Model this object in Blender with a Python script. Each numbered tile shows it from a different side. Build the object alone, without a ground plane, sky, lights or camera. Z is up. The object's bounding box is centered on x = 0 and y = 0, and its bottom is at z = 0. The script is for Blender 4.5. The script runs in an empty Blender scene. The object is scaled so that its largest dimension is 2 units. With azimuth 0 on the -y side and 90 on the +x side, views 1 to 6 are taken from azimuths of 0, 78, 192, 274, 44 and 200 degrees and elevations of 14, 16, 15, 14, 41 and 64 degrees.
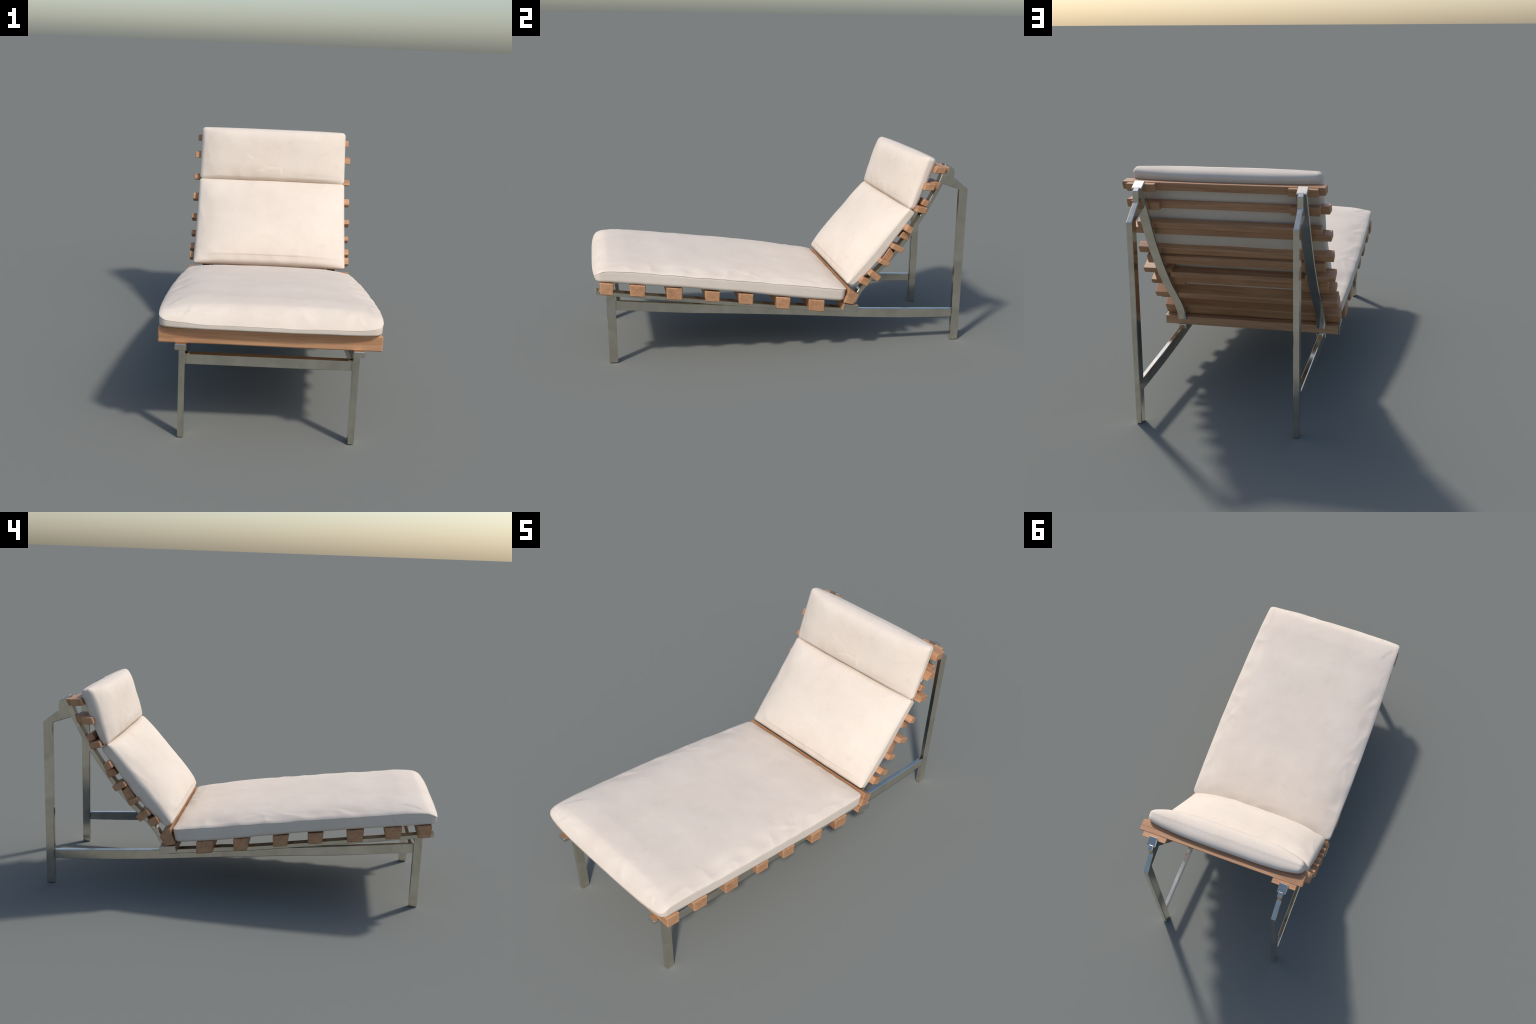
import bpy, bmesh, math, random
from mathutils import Vector, noise

random.seed(7)
scene = bpy.context.scene

# ------------------------------------------------------------------ materials
def new_mat(name):
    m = bpy.data.materials.new(name)
    m.use_nodes = True
    nt = m.node_tree
    return m, nt, nt.nodes['Principled BSDF']

def N(nt, kind, **inp):
    n = nt.nodes.new(kind)
    for k, v in inp.items():
        n.inputs[k.replace('_', ' ')].default_value = v
    return n

def ramp(nt, fac, stops):
    r = nt.nodes.new('ShaderNodeValToRGB')
    el = r.color_ramp.elements
    while len(el) < len(stops):
        el.new(0.5)
    for e, (p, c) in zip(el, stops):
        e.position = p
        e.color = (*c, 1)
    nt.links.new(fac, r.inputs[0])
    return r.outputs[0]

def mix(nt, mode, fac, a, b):
    m = nt.nodes.new('ShaderNodeMix')
    m.data_type = 'RGBA'
    m.blend_type = mode
    for sock, v in ((m.inputs[0], fac), (m.inputs[6], a), (m.inputs[7], b)):
        if hasattr(v, 'is_output'):
            nt.links.new(v, sock)
        elif isinstance(v, (int, float)):
            sock.default_value = v
        else:
            sock.default_value = (*v, 1)
    return m.outputs[2]

def coords(nt, scale=(1, 1, 1), rot=(0, 0, 0), loc=None):
    tc = nt.nodes.new('ShaderNodeTexCoord')
    mp = nt.nodes.new('ShaderNodeMapping')
    mp.inputs['Scale'].default_value = scale
    mp.inputs['Rotation'].default_value = rot
    nt.links.new(tc.outputs['Object'], mp.inputs[0])
    if loc is not None:
        nt.links.new(loc, mp.inputs['Location'])
    return mp.outputs[0]

def fabric_material():
    m, nt, bs = new_mat('cream_canvas')
    L = nt.links.new
    c = coords(nt)
    big = N(nt, 'ShaderNodeTexNoise', Scale=5.0, Detail=5.0, Roughness=0.6)
    L(c, big.inputs['Vector'])
    col = ramp(nt, big.outputs[0], [(0.3, FABRIC_A), (0.7, FABRIC_B)])
    # faint wipe / handling marks with sharper borders
    pv = N(nt, 'ShaderNodeTexNoise', Scale=11.0, Detail=7.0, Roughness=0.7, Distortion=1.2)
    L(c, pv.inputs['Vector'])
    patch = ramp(nt, pv.outputs[0], [(0.60, (0, 0, 0)), (0.66, (1, 1, 1))])
    col = mix(nt, 'MULTIPLY', patch, col, (0.955, 0.945, 0.935))
    # warp and weft threads
    w1 = N(nt, 'ShaderNodeTexNoise', Scale=1.0, Detail=3.0, Roughness=0.6)
    L(coords(nt, (420, 60, 60)), w1.inputs['Vector'])
    w2 = N(nt, 'ShaderNodeTexNoise', Scale=1.0, Detail=3.0, Roughness=0.6)
    L(coords(nt, (60, 420, 420)), w2.inputs['Vector'])
    weave = mix(nt, 'MIX', 0.5, w1.outputs[0], w2.outputs[0])
    tint = ramp(nt, weave, [(0.3, (0.93, 0.925, 0.92)), (0.7, (1, 1, 1))])
    col = mix(nt, 'MULTIPLY', 1.0, col, tint)
    L(col, bs.inputs['Base Color'])
    bs.inputs['Roughness'].default_value = 0.85
    bs.inputs['Specular IOR Level'].default_value = 0.25
    bs.inputs['Sheen Weight'].default_value = 0.0
    bp = N(nt, 'ShaderNodeBump', Strength=0.12, Distance=0.002)
    L(weave, bp.inputs['Height'])
    L(bp.outputs[0], bs.inputs['Normal'])
    return m

def wood_material():
    m, nt, bs = new_mat('oiled_teak')
    L = nt.links.new
    oi = nt.nodes.new('ShaderNodeObjectInfo')
    sh = nt.nodes.new('ShaderNodeVectorMath')
    sh.operation = 'SCALE'
    sh.inputs[0].default_value = (3.1, 7.7, 5.3)
    L(oi.outputs['Random'], sh.inputs['Scale'])
    c = coords(nt, (1.6, 26, 26), loc=sh.outputs[0])
    g = N(nt, 'ShaderNodeTexNoise', Scale=1.5, Detail=6.0, Roughness=0.62, Distortion=0.9)
    L(c, g.inputs['Vector'])
    col = ramp(nt, g.outputs[0], [(0.30, WOOD_D), (0.5, WOOD_M), (0.72, WOOD_L)])
    c2 = coords(nt, (9, 300, 300), loc=sh.outputs[0])
    p = N(nt, 'ShaderNodeTexNoise', Scale=1.0, Detail=2.0, Roughness=0.5)
    L(c2, p.inputs['Vector'])
    pores = ramp(nt, p.outputs[0], [(0.28, (0.84, 0.80, 0.77)), (0.42, (1, 1, 1))])
    col = mix(nt, 'MULTIPLY', 1.0, col, pores)
    tone = ramp(nt, oi.outputs['Random'], [(0.0, (0.93, 0.92, 0.91)), (1.0, (1.04, 1.04, 1.03))])
    col = mix(nt, 'MULTIPLY', 1.0, col, tone)
    L(col, bs.inputs['Base Color'])
    bs.inputs['Roughness'].default_value = 0.5
    bs.inputs['Specular IOR Level'].default_value = 0.4
    bp = N(nt, 'ShaderNodeBump', Strength=0.12, Distance=0.001)
    L(p.outputs[0], bp.inputs['Height'])
    L(bp.outputs[0], bs.inputs['Normal'])
    return m

def metal_material():
    m, nt, bs = new_mat('brushed_steel')
    L = nt.links.new
    c = coords(nt)
    a = N(nt, 'ShaderNodeTexNoise', Scale=9.0, Detail=5.0, Roughness=0.6, Distortion=0.6)
    L(c, a.inputs['Vector'])
    col = ramp(nt, a.outputs[0], [(0.32, METAL_D), (0.66, METAL_L)])
    s = N(nt, 'ShaderNodeTexNoise', Scale=160.0, Detail=2.0, Roughness=0.5)
    L(c, s.inputs['Vector'])
    spots = ramp(nt, s.outputs[0], [(0.24, (0.6, 0.57, 0.53)), (0.30, (1, 1, 1))])
    col = mix(nt, 'MULTIPLY', 1.0, col, spots)
    L(col, bs.inputs['Base Color'])
    bs.inputs['Metallic'].default_value = 1.0
    r = ramp(nt, a.outputs[0], [(0.3, (METAL_R - 0.05,) * 3), (0.7, (METAL_R + 0.07,) * 3)])
    L(r, bs.inputs['Roughness'])
    bp = N(nt, 'ShaderNodeBump', Strength=0.03, Distance=0.001)
    L(a.outputs[0], bp.inputs['Height'])
    L(bp.outputs[0], bs.inputs['Normal'])
    return m

FABRIC_A = (0.715, 0.612, 0.512)
FABRIC_B = (0.772, 0.672, 0.568)
WOOD_D = (0.360, 0.175, 0.086)
WOOD_M = (0.480, 0.250, 0.128)
WOOD_L = (0.570, 0.315, 0.172)
METAL_D = (0.66, 0.61, 0.51)
METAL_L = (0.82, 0.77, 0.66)
METAL_R = 0.15

FABRIC, WOOD, METAL = fabric_material(), wood_material(), metal_material()

# ------------------------------------------------------------------ hierarchy
root = bpy.data.objects.new('chaise_lounge', None)
scene.collection.objects.link(root)
root['label'] = 'slatted teak and steel chaise lounge with cream cushions'
root['category'] = 'lounge chair'

def add(name, mesh, mat, parent=root, loc=(0, 0, 0)):
    ob = bpy.data.objects.new(name, mesh)
    scene.collection.objects.link(ob)
    ob.parent = parent
    ob.location = loc
    if not mesh.materials:
        mesh.materials.append(mat)
    return ob

def finish(bm, name, bevel=0.0, seg=1, smooth=14):
    bmesh.ops.recalc_face_normals(bm, faces=bm.faces)
    if bevel:
        ed = [e for e in bm.edges if len(e.link_faces) == 2 and e.calc_face_angle(0) > math.radians(20)]
        bmesh.ops.bevel(bm, geom=ed, offset=bevel, segments=seg, profile=0.5,
                        affect='EDGES', clamp_overlap=True)
    me = bpy.data.meshes.new(name)
    bm.to_mesh(me)
    bm.free()
    me.polygons.foreach_set('use_smooth', [True] * len(me.polygons))
    me.set_sharp_from_angle(angle=math.radians(smooth))
    return me

def prism(name, prof, x0, x1, mat, bevel=0.003, cuts=0, wobble=0.0, seed=0):
    """Polygon profile in (y, z), extruded along x; origin in its middle."""
    cy = sum(p[0] for p in prof) / len(prof)
    cz = sum(p[1] for p in prof) / len(prof)
    cx = (x0 + x1) / 2
    bm = bmesh.new()
    rings = []
    for i in range(cuts + 2):
        x = x0 + (x1 - x0) * i / (cuts + 1) - cx
        oy = wobble * noise.noise((x * 3, seed * 5.1, 0.3))
        oz = wobble * noise.noise((x * 3, seed * 5.1, 9.3))
        rings.append([bm.verts.new((x, p[0] - cy + oy, p[1] - cz + oz)) for p in prof])
    n = len(prof)
    for a, b in zip(rings, rings[1:]):
        for k in range(n):
            bm.faces.new((a[k], a[(k + 1) % n], b[(k + 1) % n], b[k]))
    bm.faces.new(rings[0])
    bm.faces.new(rings[-1])
    return add(name, finish(bm, name, bevel), mat, loc=(cx, cy, cz))

def spline(pts, n):
    """Catmull-Rom through the control points, n samples, even in parameter length."""
    P = [Vector(p) for p in pts]
    d = [0.0]
    for a, b in zip(P, P[1:]):
        d.append(d[-1] + (b - a).length)
    out = []
    for i in range(n):
        t = d[-1] * i / (n - 1)
        k = 0
        while k < len(P) - 2 and t > d[k + 1]:
            k += 1
        f = (t - d[k]) / (d[k + 1] - d[k])
        p0 = P[k - 1] if k else P[0] * 2 - P[1]
        p1, p2 = P[k], P[k + 1]
        p3 = P[k + 2] if k + 2 < len(P) else P[-1] * 2 - P[-2]
        out.append(0.5 * (2 * p1 + (p2 - p0) * f + (2 * p0 - 5 * p1 + 4 * p2 - p3) * f * f
                          + (3 * p1 - p0 - 3 * p2 + p3) * f ** 3))
    return out

def flat_bar(name, upper, lower, x0, x1, n=24, bevel=0.003, smooth_path=True):
    """Bar between two lines in the (y, z) plane, extruded along x."""
    if smooth_path:
        U, V = spline(upper, n), spline(lower, n)
    else:
        U, V = [Vector(p) for p in upper], [Vector(p) for p in lower]
    bm = bmesh.new()
    q = []
    for u, v in zip(U, V):
        q.append([bm.verts.new((x, p[0], p[1])) for x, p in ((x0, u), (x1, u), (x1, v), (x0, v))])
    for a, b in zip(q, q[1:]):
        for k in range(4):
            bm.faces.new((a[k], a[(k + 1) % 4], b[(k + 1) % 4], b[k]))
    bm.faces.new(q[0])
    bm.faces.new(q[-1])
    return add(name, finish(bm, name, bevel), METAL)

# ------------------------------------------------------------------ steel frame
LEG_IN, LEG_OUT = 0.322, 0.346      # legs and lower rails, 24 mm flat stock on edge
BAR_IN, BAR_OUT = 0.313, 0.357      # bars carrying the slats, 44 mm flat stock laid flat

def both(f, a, b):
    f(a, b)
    f(-b, -a)

both(lambda a, b: prism('front_leg', [(-0.929, 0.0), (-0.885, 0.0), (-0.886, 0.370), (-0.929, 0.376)], a, b, METAL),
     LEG_IN, LEG_OUT)
both(lambda a, b: prism('rear_leg', [(0.956, 0.0), (1.0, 0.0), (0.998, 0.861), (0.917, 0.925), (0.915, 0.970),
                                     (0.893, 0.985), (0.872, 0.960), (0.848, 0.893), (0.950, 0.858)],
                        a, b, METAL, bevel=0.0025), LEG_IN, LEG_OUT)
both(lambda a, b: flat_bar('side_rail',
                           [(-0.8845, 0.338), (-0.547, 0.304), (-0.297, 0.279), (0.05, 0.250), (0.414, 0.219), (0.700, 0.200), (0.953, 0.184)],
                           [(-0.8845, 0.288), (-0.547, 0.253), (-0.297, 0.233), (0.05, 0.203), (0.414, 0.168), (0.700, 0.147), (0.955, 0.136)],
                           a, b), LEG_IN + 0.001, LEG_OUT - 0.001)
both(lambda a, b: flat_bar('seat_bar',
                           [(-0.982, 0.4045), (-0.760, 0.370), (-0.541, 0.340), (-0.30, 0.306), (-0.06, 0.273), (0.07, 0.262), (0.20, 0.246), (0.392, 0.226)],
                           [(-0.982, 0.380), (-0.760, 0.348), (-0.541, 0.316), (-0.30, 0.282), (-0.06, 0.249), (0.07, 0.236), (0.20, 0.221), (0.392, 0.201)],
                           a, b, n=40), BAR_IN, BAR_OUT)
REAR = [(0.390, 0.246), (0.420, 0.309), (0.484, 0.384), (0.585, 0.487), (0.685, 0.614), (0.770, 0.744), (0.848, 0.889), (0.898, 0.980)]
def front_line(line, th):
    P = [Vector(p) for p in line]
    out = []
    for i, p in enumerate(P):
        t = (P[min(i + 1, len(P) - 1)] - P[max(i - 1, 0)]).normalized()
        out.append(p + Vector((-t[1], t[0])) * th)
    return out
FRONT = front_line(REAR, 0.025)
FRONT[-1] = Vector((0.855, 1.003))
FRONT[-2] = Vector((0.823, 0.899))
both(lambda a, b: flat_bar('back_bar', FRONT, REAR, a, b, n=44), BAR_IN + 0.0005, BAR_OUT + 0.0005)
prism('cross_bar', [(-0.8835, 0.288), (-0.860, 0.288), (-0.860, 0.333), (-0.8835, 0.332)], -LEG_IN - 0.003, LEG_IN + 0.003, METAL)

# ------------------------------------------------------------------ teak slats
SEAT_SLATS = [  # centre y, bottom z, top width, bottom width, height
    (-0.926, 0.3960, 0.069, 0.064, 0.062),
    (-0.775, 0.3795, 0.083, 0.073, 0.061),
    (-0.590, 0.3510, 0.084, 0.077, 0.064),
    (-0.396, 0.3300, 0.080, 0.072, 0.056),
    (-0.222, 0.3055, 0.079, 0.072, 0.058),
    (-0.024, 0.2690, 0.078, 0.069, 0.064),
    (0.157, 0.2440, 0.086, 0.084, 0.063),
]
TILT = math.atan(-0.13)
for i, (cy, zb, wt, wb, h) in enumerate(SEAT_SLATS):
    q = []
    for a, b in ((-wb / 2, 0), (wb / 2, 0), (wt / 2, h), (-wt / 2, h)):
        q.append((cy + a * math.cos(TILT), zb + b + a * math.sin(TILT)))
    prism('seat_slat', q, -0.4235, 0.4235, WOOD, bevel=0.004, cuts=8, wobble=0.0015, seed=i)

BACK_SLATS = [  # end-face corners in (y, z): upper front, upper rear, lower rear, lower front; half length
    ([(0.785, 0.999), (0.841, 0.994), (0.827, 0.960), (0.770, 0.965)], 0.420),
    ([(0.725, 0.910), (0.780, 0.909), (0.770, 0.874), (0.715, 0.878)], 0.429),
    ([(0.690, 0.794), (0.743, 0.781), (0.731, 0.752), (0.678, 0.764)], 0.430),
    ([(0.641, 0.696), (0.672, 0.675), (0.656, 0.644), (0.622, 0.664)], 0.430),
    ([(0.569, 0.594), (0.628, 0.567), (0.609, 0.541), (0.553, 0.571)], 0.430),
    ([(0.505, 0.515), (0.554, 0.491), (0.537, 0.468), (0.488, 0.494)], 0.424),
    ([(0.455, 0.457), (0.507, 0.416), (0.486, 0.389), (0.434, 0.429)], 0.425),
    ([(0.405, 0.421), (0.451, 0.398), (0.428, 0.366), (0.386, 0.388)], 0.423),
]
STUBS = {4: 0.300, 5: 0.263}
for i, (q, hx) in enumerate(BACK_SLATS):
    if i in STUBS:                       # short pieces that only flank the steel bars
        both(lambda a, b: prism('slat_stub', q, a, b, WOOD, bevel=0.003), STUBS[i], hx)
    else:
        prism('back_slat', q, -hx, hx, WOOD, bevel=0.003, cuts=8, wobble=0.001, seed=20 + i)

BATTENS = [  # shorter slats fitted between the long ones
    ([(0.737, 0.824), (0.766, 0.809), (0.750, 0.779), (0.718, 0.794)], 0.394),
    ([(0.628, 0.651), (0.671, 0.638), (0.653, 0.599), (0.606, 0.622)], 0.394),
    ([(0.572, 0.563), (0.618, 0.551), (0.604, 0.523), (0.556, 0.536)], 0.311),
    ([(0.557, 0.567), (0.585, 0.534), (0.558, 0.486), (0.516, 0.508)], 0.394),
]
for i, (q, hx) in enumerate(BATTENS):
    prism('back_batten', q, -hx, hx, WOOD, bevel=0.003, cuts=8, wobble=0.001, seed=40 + i)

SPACERS = [  # blocks packing the two upper slats off the steel bars
    [(0.832, 0.992), (0.866, 0.990), (0.850, 0.957), (0.818, 0.959)],
    [(0.772, 0.910), (0.820, 0.910), (0.808, 0.873), (0.764, 0.875)],
]
for q in SPACERS:
    prism('spacer_block', q, 0.274, 0.3945, WOOD, bevel=0.002)
    prism('spacer_block', q, -0.3945, -0.274, WOOD, bevel=0.002)

prism('corner_beam', [(0.333, 0.362), (0.389, 0.317), (0.357, 0.269), (0.305, 0.281), (0.325, 0.325)],
      -0.4205, 0.4205, WOOD, bevel=0.003, cuts=8, wobble=0.001, seed=60)
LOW = [(0.308, 0.272), (0.387, 0.262), (0.386, 0.222), (0.301, 0.238)]
prism('corner_batten', LOW, -0.416, 0.416, WOOD, bevel=0.002, cuts=8, wobble=0.0005, seed=61)
both(lambda a, b: prism('end_plate', LOW, a, b, METAL, bevel=0.001), 0.416, 0.421)

# ------------------------------------------------------------------ cushions
def outline(hx, hl, r, d, n_side):
    """Rounded rectangle in (x, s), inset by d, same vertex count for any inset."""
    a, b = max(hx - d, 1e-4), max(hl - d, 1e-4)
    r = max(min(r - d * 0.6, a * 0.95, b * 0.95), min(a, b) * 0.05)
    pts = []
    nc = 8
    nx, nl = n_side
    def line(p, q, n):
        for i in range(n):
            t = i / n
            pts.append((p[0] + (q[0] - p[0]) * t, p[1] + (q[1] - p[1]) * t))
    def arc(cx, cy, a0):
        for i in range(nc):
            t = a0 + math.pi / 2 * i / nc
            pts.append((cx + r * math.cos(t), cy + r * math.sin(t)))
    line((a, -b + r), (a, b - r), nl); arc(a - r, b - r, 0)
    line((a - r, b), (-a + r, b), nx); arc(-a + r, b - r, math.pi / 2)
    line((-a, b - r), (-a, -b + r), nl); arc(-a + r, -b + r, math.pi)
    line((-a + r, -b), (a - r, -b), nx); arc(a - r, -b + r, 1.5 * math.pi)
    return pts

def cushion(name, rear, front, hx, r, dome, px, ps, bulge_end=(0, 0), bulge_side=0.0,
            back_dome=(0.0, 0.0), seam=0.90, edge=0.02, low_edge=0.02, crease=1.0, seed=0, puff=None, folds=(), foot_seam=False, groove=0.0):
    """rear/front: side profiles in (y, z); the cushion body fills the band between
    them, with a domed front panel, rounded seams and soft puckers."""
    R, F = spline(rear, 61), spline(front, 61)
    def at(line, s):
        t = min(max((s + 1) / 2, 0), 1) * 60
        k = min(int(t), 59)
        f = t - k
        p = line[k] * (1 - f) + line[k + 1] * f
        if s < -1:
            p = p + (line[0] - line[1]) * (-(s + 1) * 30)
        if s > 1:
            p = p + (line[-1] - line[-2]) * ((s - 1) * 30)
        return p
    hl = sum((b - a).length for a, b in zip(F, F[1:])) / 2
    th = sum((a - b).length for a, b in zip(R, F)) / len(R)
    # profile of rings: (inset, height 0..1)
    rings = []
    for k in range(9, 0, -1):                         # underside
        rings.append((low_edge + (min(hx, hl) * 0.93 - low_edge) * (k / 9) ** 1.5, 0.0))
    e = low_edge / th
    for k in range(6):                                # lower edge round
        t = math.pi / 2 * k / 5
        rings.append((low_edge * (1 - math.sin(t)), e * (1 - math.cos(t))))
    for k in range(1, 7):                             # boxing band
        rings.append((0.0, e + (seam - e) * k / 7))
    rings.append((groove * 0.6, seam - 0.02))         # stitched groove below the welt
    rings.append((groove, seam))                      # (deeper along the foot end, see below)
    rings.append((groove * 0.4, seam + 0.02))
    for k in range(0, 7):                             # upper edge round
        t = math.pi / 2 * k / 6
        rings.append((edge * (1 - math.cos(t)) - groove * (1 - k / 6), seam + 0.05 + (0.95 - seam) * math.sin(t)))
    for k in range(1, 71):                            # front panel
        rings.append((edge + (min(hx, hl) * 0.93 - edge) * (k / 70) ** 1.25, 1.0))
    nx, nl = 120, int(120 * max(hl / hx, 0.4))
    bm = bmesh.new()
    loops = []
    for d, h in rings:
        loop = []
        for x, s in outline(hx, hl, r, d, (nx, nl)):
            sn, xn = s / hl, x / hx
            mid = max(0.0, 1 - abs(sn) ** 2.0)
            x2 = x + bulge_side * mid * xn
            midx = max(0.0, 1 - xn ** 4)
            hh = 0.85 + 0.15 * min(h, 1.0)
            ends = bulge_end[0] if sn < 0 else bulge_end[1]
            s2 = sn + math.copysign(abs(sn) ** 6, sn) * ends * midx * hh / hl
            p, f = at(R, s2), at(F, s2)
            ax = (f - p).normalized()
            q = p + (f - p) * h
            fall = max(0.0, 1 - abs(xn) ** px) ** 0.75 * max(0.0, 1 - abs(sn) ** ps) ** 0.6
            w = max(0.0, min(1.0, (h - seam) / (1 - seam + 1e-6)))
            k = dome
            if puff:
                k = dome * (puff[0] + (puff[1] - puff[0]) * (sn + 1) / 2)
            q = q + ax * k * fall * w
            if h < seam:
                t = min(max((sn - 0.2) / 0.7, 0), 1)
                q = q - ax * (back_dome[1] * max(0.0, 1 - xn ** 4) * t * t * (3 - 2 * t) + back_dome[0] * fall * (1 - t)) * (1 - h / seam)
            if foot_seam and sn < -0.9 and abs(h - seam) < 0.03:
                q = q + (F[1] - F[0]).normalized() * (0.004 if abs(h - seam) < 0.01 else 0.0005)
            v = Vector((x2, q[0], q[1]))
            # soft puckers, strongest near the seams
            nv = Vector((v.x * 5 + seed, v.y * 5, v.z * 5))
            soft = noise.noise(nv) * 0.0022 + noise.noise(nv * 2.7) * 0.0010
            rim = math.exp(-((d - 0.03) / 0.04) ** 2) if h > seam else 0.15
            tuck = -abs(noise.noise(Vector((v.x * 9 + seed, v.y * 9, v.z * 9)))) * 0.009 * rim * crease
            fold = 0.0
            if h > 0.97:
                for (x0, s0, x1, s1, depth, wid) in folds:
                    dx, ds = x1 - x0, s1 - s0
                    L2 = dx * dx + ds * ds
                    t = max(0.0, min(1.0, ((x - x0) * dx + (s - s0) * ds) / L2))
                    ox, os_ = x - (x0 + dx * t), s - (s0 + ds * t)
                    side = (ox * ds - os_ * dx) / math.sqrt(L2)
                    dist = math.hypot(ox, os_)
                    taper = math.sin(math.pi * (0.08 + 0.84 * t))
                    fold += 0.55 * depth * taper * (side / wid if dist < 4 * wid else 0) * math.exp(-(dist / wid) ** 2 / 2)
            v += Vector((0, ax[0], ax[1])) * (soft + tuck + fold)
            sway = noise.noise(Vector((v.x * 7, v.y * 7, seed))) * 0.0016
            v += Vector((math.copysign(sway, x) if abs(xn) > 0.5 else 0, 0, 0))
            loop.append(bm.verts.new(v))
        loops.append(loop)
    n = len(loops[0])
    for a, b in zip(loops, loops[1:]):
        for k in range(n):
            bm.faces.new((a[k], a[(k + 1) % n], b[(k + 1) % n], b[k]))
    for lp, d in ((loops[0], rings[0][0]), (loops[-1], rings[-1][0])):   # close the panel along its middle line
        pts = outline(hx, hl, r, d, (nx, nl))
        m = 0 if hl > hx else 1
        mate = {}
        for k, p in enumerate(pts):
            key = (round(p[0], 4), round(p[1], 4))
            mate[key] = k
        for k in range(n):
            k2 = (k + 1) % n
            def mir(p):
                return (round(-p[0] if m == 0 else p[0], 4), round(p[1] if m == 0 else -p[1], 4))
            a, b = mate.get(mir(pts[k])), mate.get(mir(pts[k2]))
            if a is None or b is None or pts[k][m] < 0 or pts[k2][m] < 0:
                continue
            vs = []
            for v in (lp[k], lp[k2], lp[b], lp[a]):
                if v not in vs:
                    vs.append(v)
            if len(vs) > 2:
                bm.faces.new(vs)
    bmesh.ops.remove_doubles(bm, verts=bm.verts, dist=1e-5)
    me = finish(bm, name, smooth=60)
    return add(name, me, FABRIC)

# folds: creases pressed into the front panel, (x0, s0, x1, s1, depth, width) in metres
# from the middle of the panel; s runs from foot to head
cushion('seat_cushion',
        [(-0.976, 0.4665), (-0.552, 0.416), (-0.202, 0.367), (0.070, 0.321), (0.312, 0.288)],
        [(-0.981, 0.503), (-0.940, 0.523), (-0.823, 0.518), (-0.479, 0.473), (-0.120, 0.424), (0.100, 0.392), (0.324, 0.358)],
        0.417, 0.030, 0.044, 3.5, 4.5, bulge_end=(0.022, 0.0), bulge_side=0.014, back_dome=(0.006, 0.004),
        low_edge=0.017, edge=0.018, seed=1.3, foot_seam=True, groove=0.0010, puff=(1.0, 0.95),
        folds=[(-0.335, -0.655, -0.300, -0.605, 0.003, 0.006), (0.300, -0.655, 0.330, -0.615, 0.003, 0.006),
               (0.365, -0.660, 0.330, -0.615, -0.003, 0.006), (-0.390, -0.560, -0.330, -0.480, 0.003, 0.009),
               (-0.400, -0.250, -0.340, -0.140, -0.003, 0.012), (0.395, 0.180, 0.345, 0.060, 0.003, 0.010),
               (-0.395, 0.120, -0.335, 0.260, 0.003, 0.012), (0.395, -0.340, 0.360, -0.240, 0.002, 0.008)])
cushion('back_cushion',
        [(0.357, 0.364), (0.392, 0.389), (0.499, 0.497), (0.600, 0.630), (0.691, 0.751)],
        [(0.323, 0.382), (0.455, 0.537), (0.530, 0.626), (0.652, 0.776)],
        0.397, 0.012, 0.064, 3.0, 4.5, back_dome=(0.005, 0.004), low_edge=0.012, edge=0.016, seed=5.7, seam=0.78, crease=0.55, puff=(1.1, 0.9),
        folds=[(-0.025, 0.040, 0.012, 0.026, 0.0030, 0.006), (-0.36, -0.060, 0.36, -0.075, 0.0016, 0.015),
               (-0.30, -0.200, -0.18, -0.212, 0.0020, 0.010), (0.10, -0.205, 0.26, -0.216, 0.0016, 0.012)])
cushion('head_cushion',
        [(0.682, 0.763), (0.721, 0.850), (0.760, 0.945), (0.792, 1.034)],
        [(0.651, 0.773), (0.690, 0.890), (0.744, 1.046)],
        0.397, 0.020, 0.047, 3.5, 5.0, bulge_end=(0.0, 0.004), back_dome=(0.018, 0.024),
        low_edge=0.020, edge=0.020, seed=9.1, seam=0.72, crease=0.55, puff=(0.75, 1.15),
        folds=[(-0.110, -0.105, -0.030, -0.070, 0.003, 0.008), (-0.030, -0.070, 0.030, -0.070, 0.003, 0.008),
               (0.045, -0.060, 0.050, -0.115, 0.003, 0.007), (-0.170, 0.010, -0.100, -0.030, 0.002, 0.008),
               (0.240, 0.000, 0.330, 0.045, -0.002, 0.008), (0.100, -0.115, 0.330, -0.118, 0.002, 0.008)])
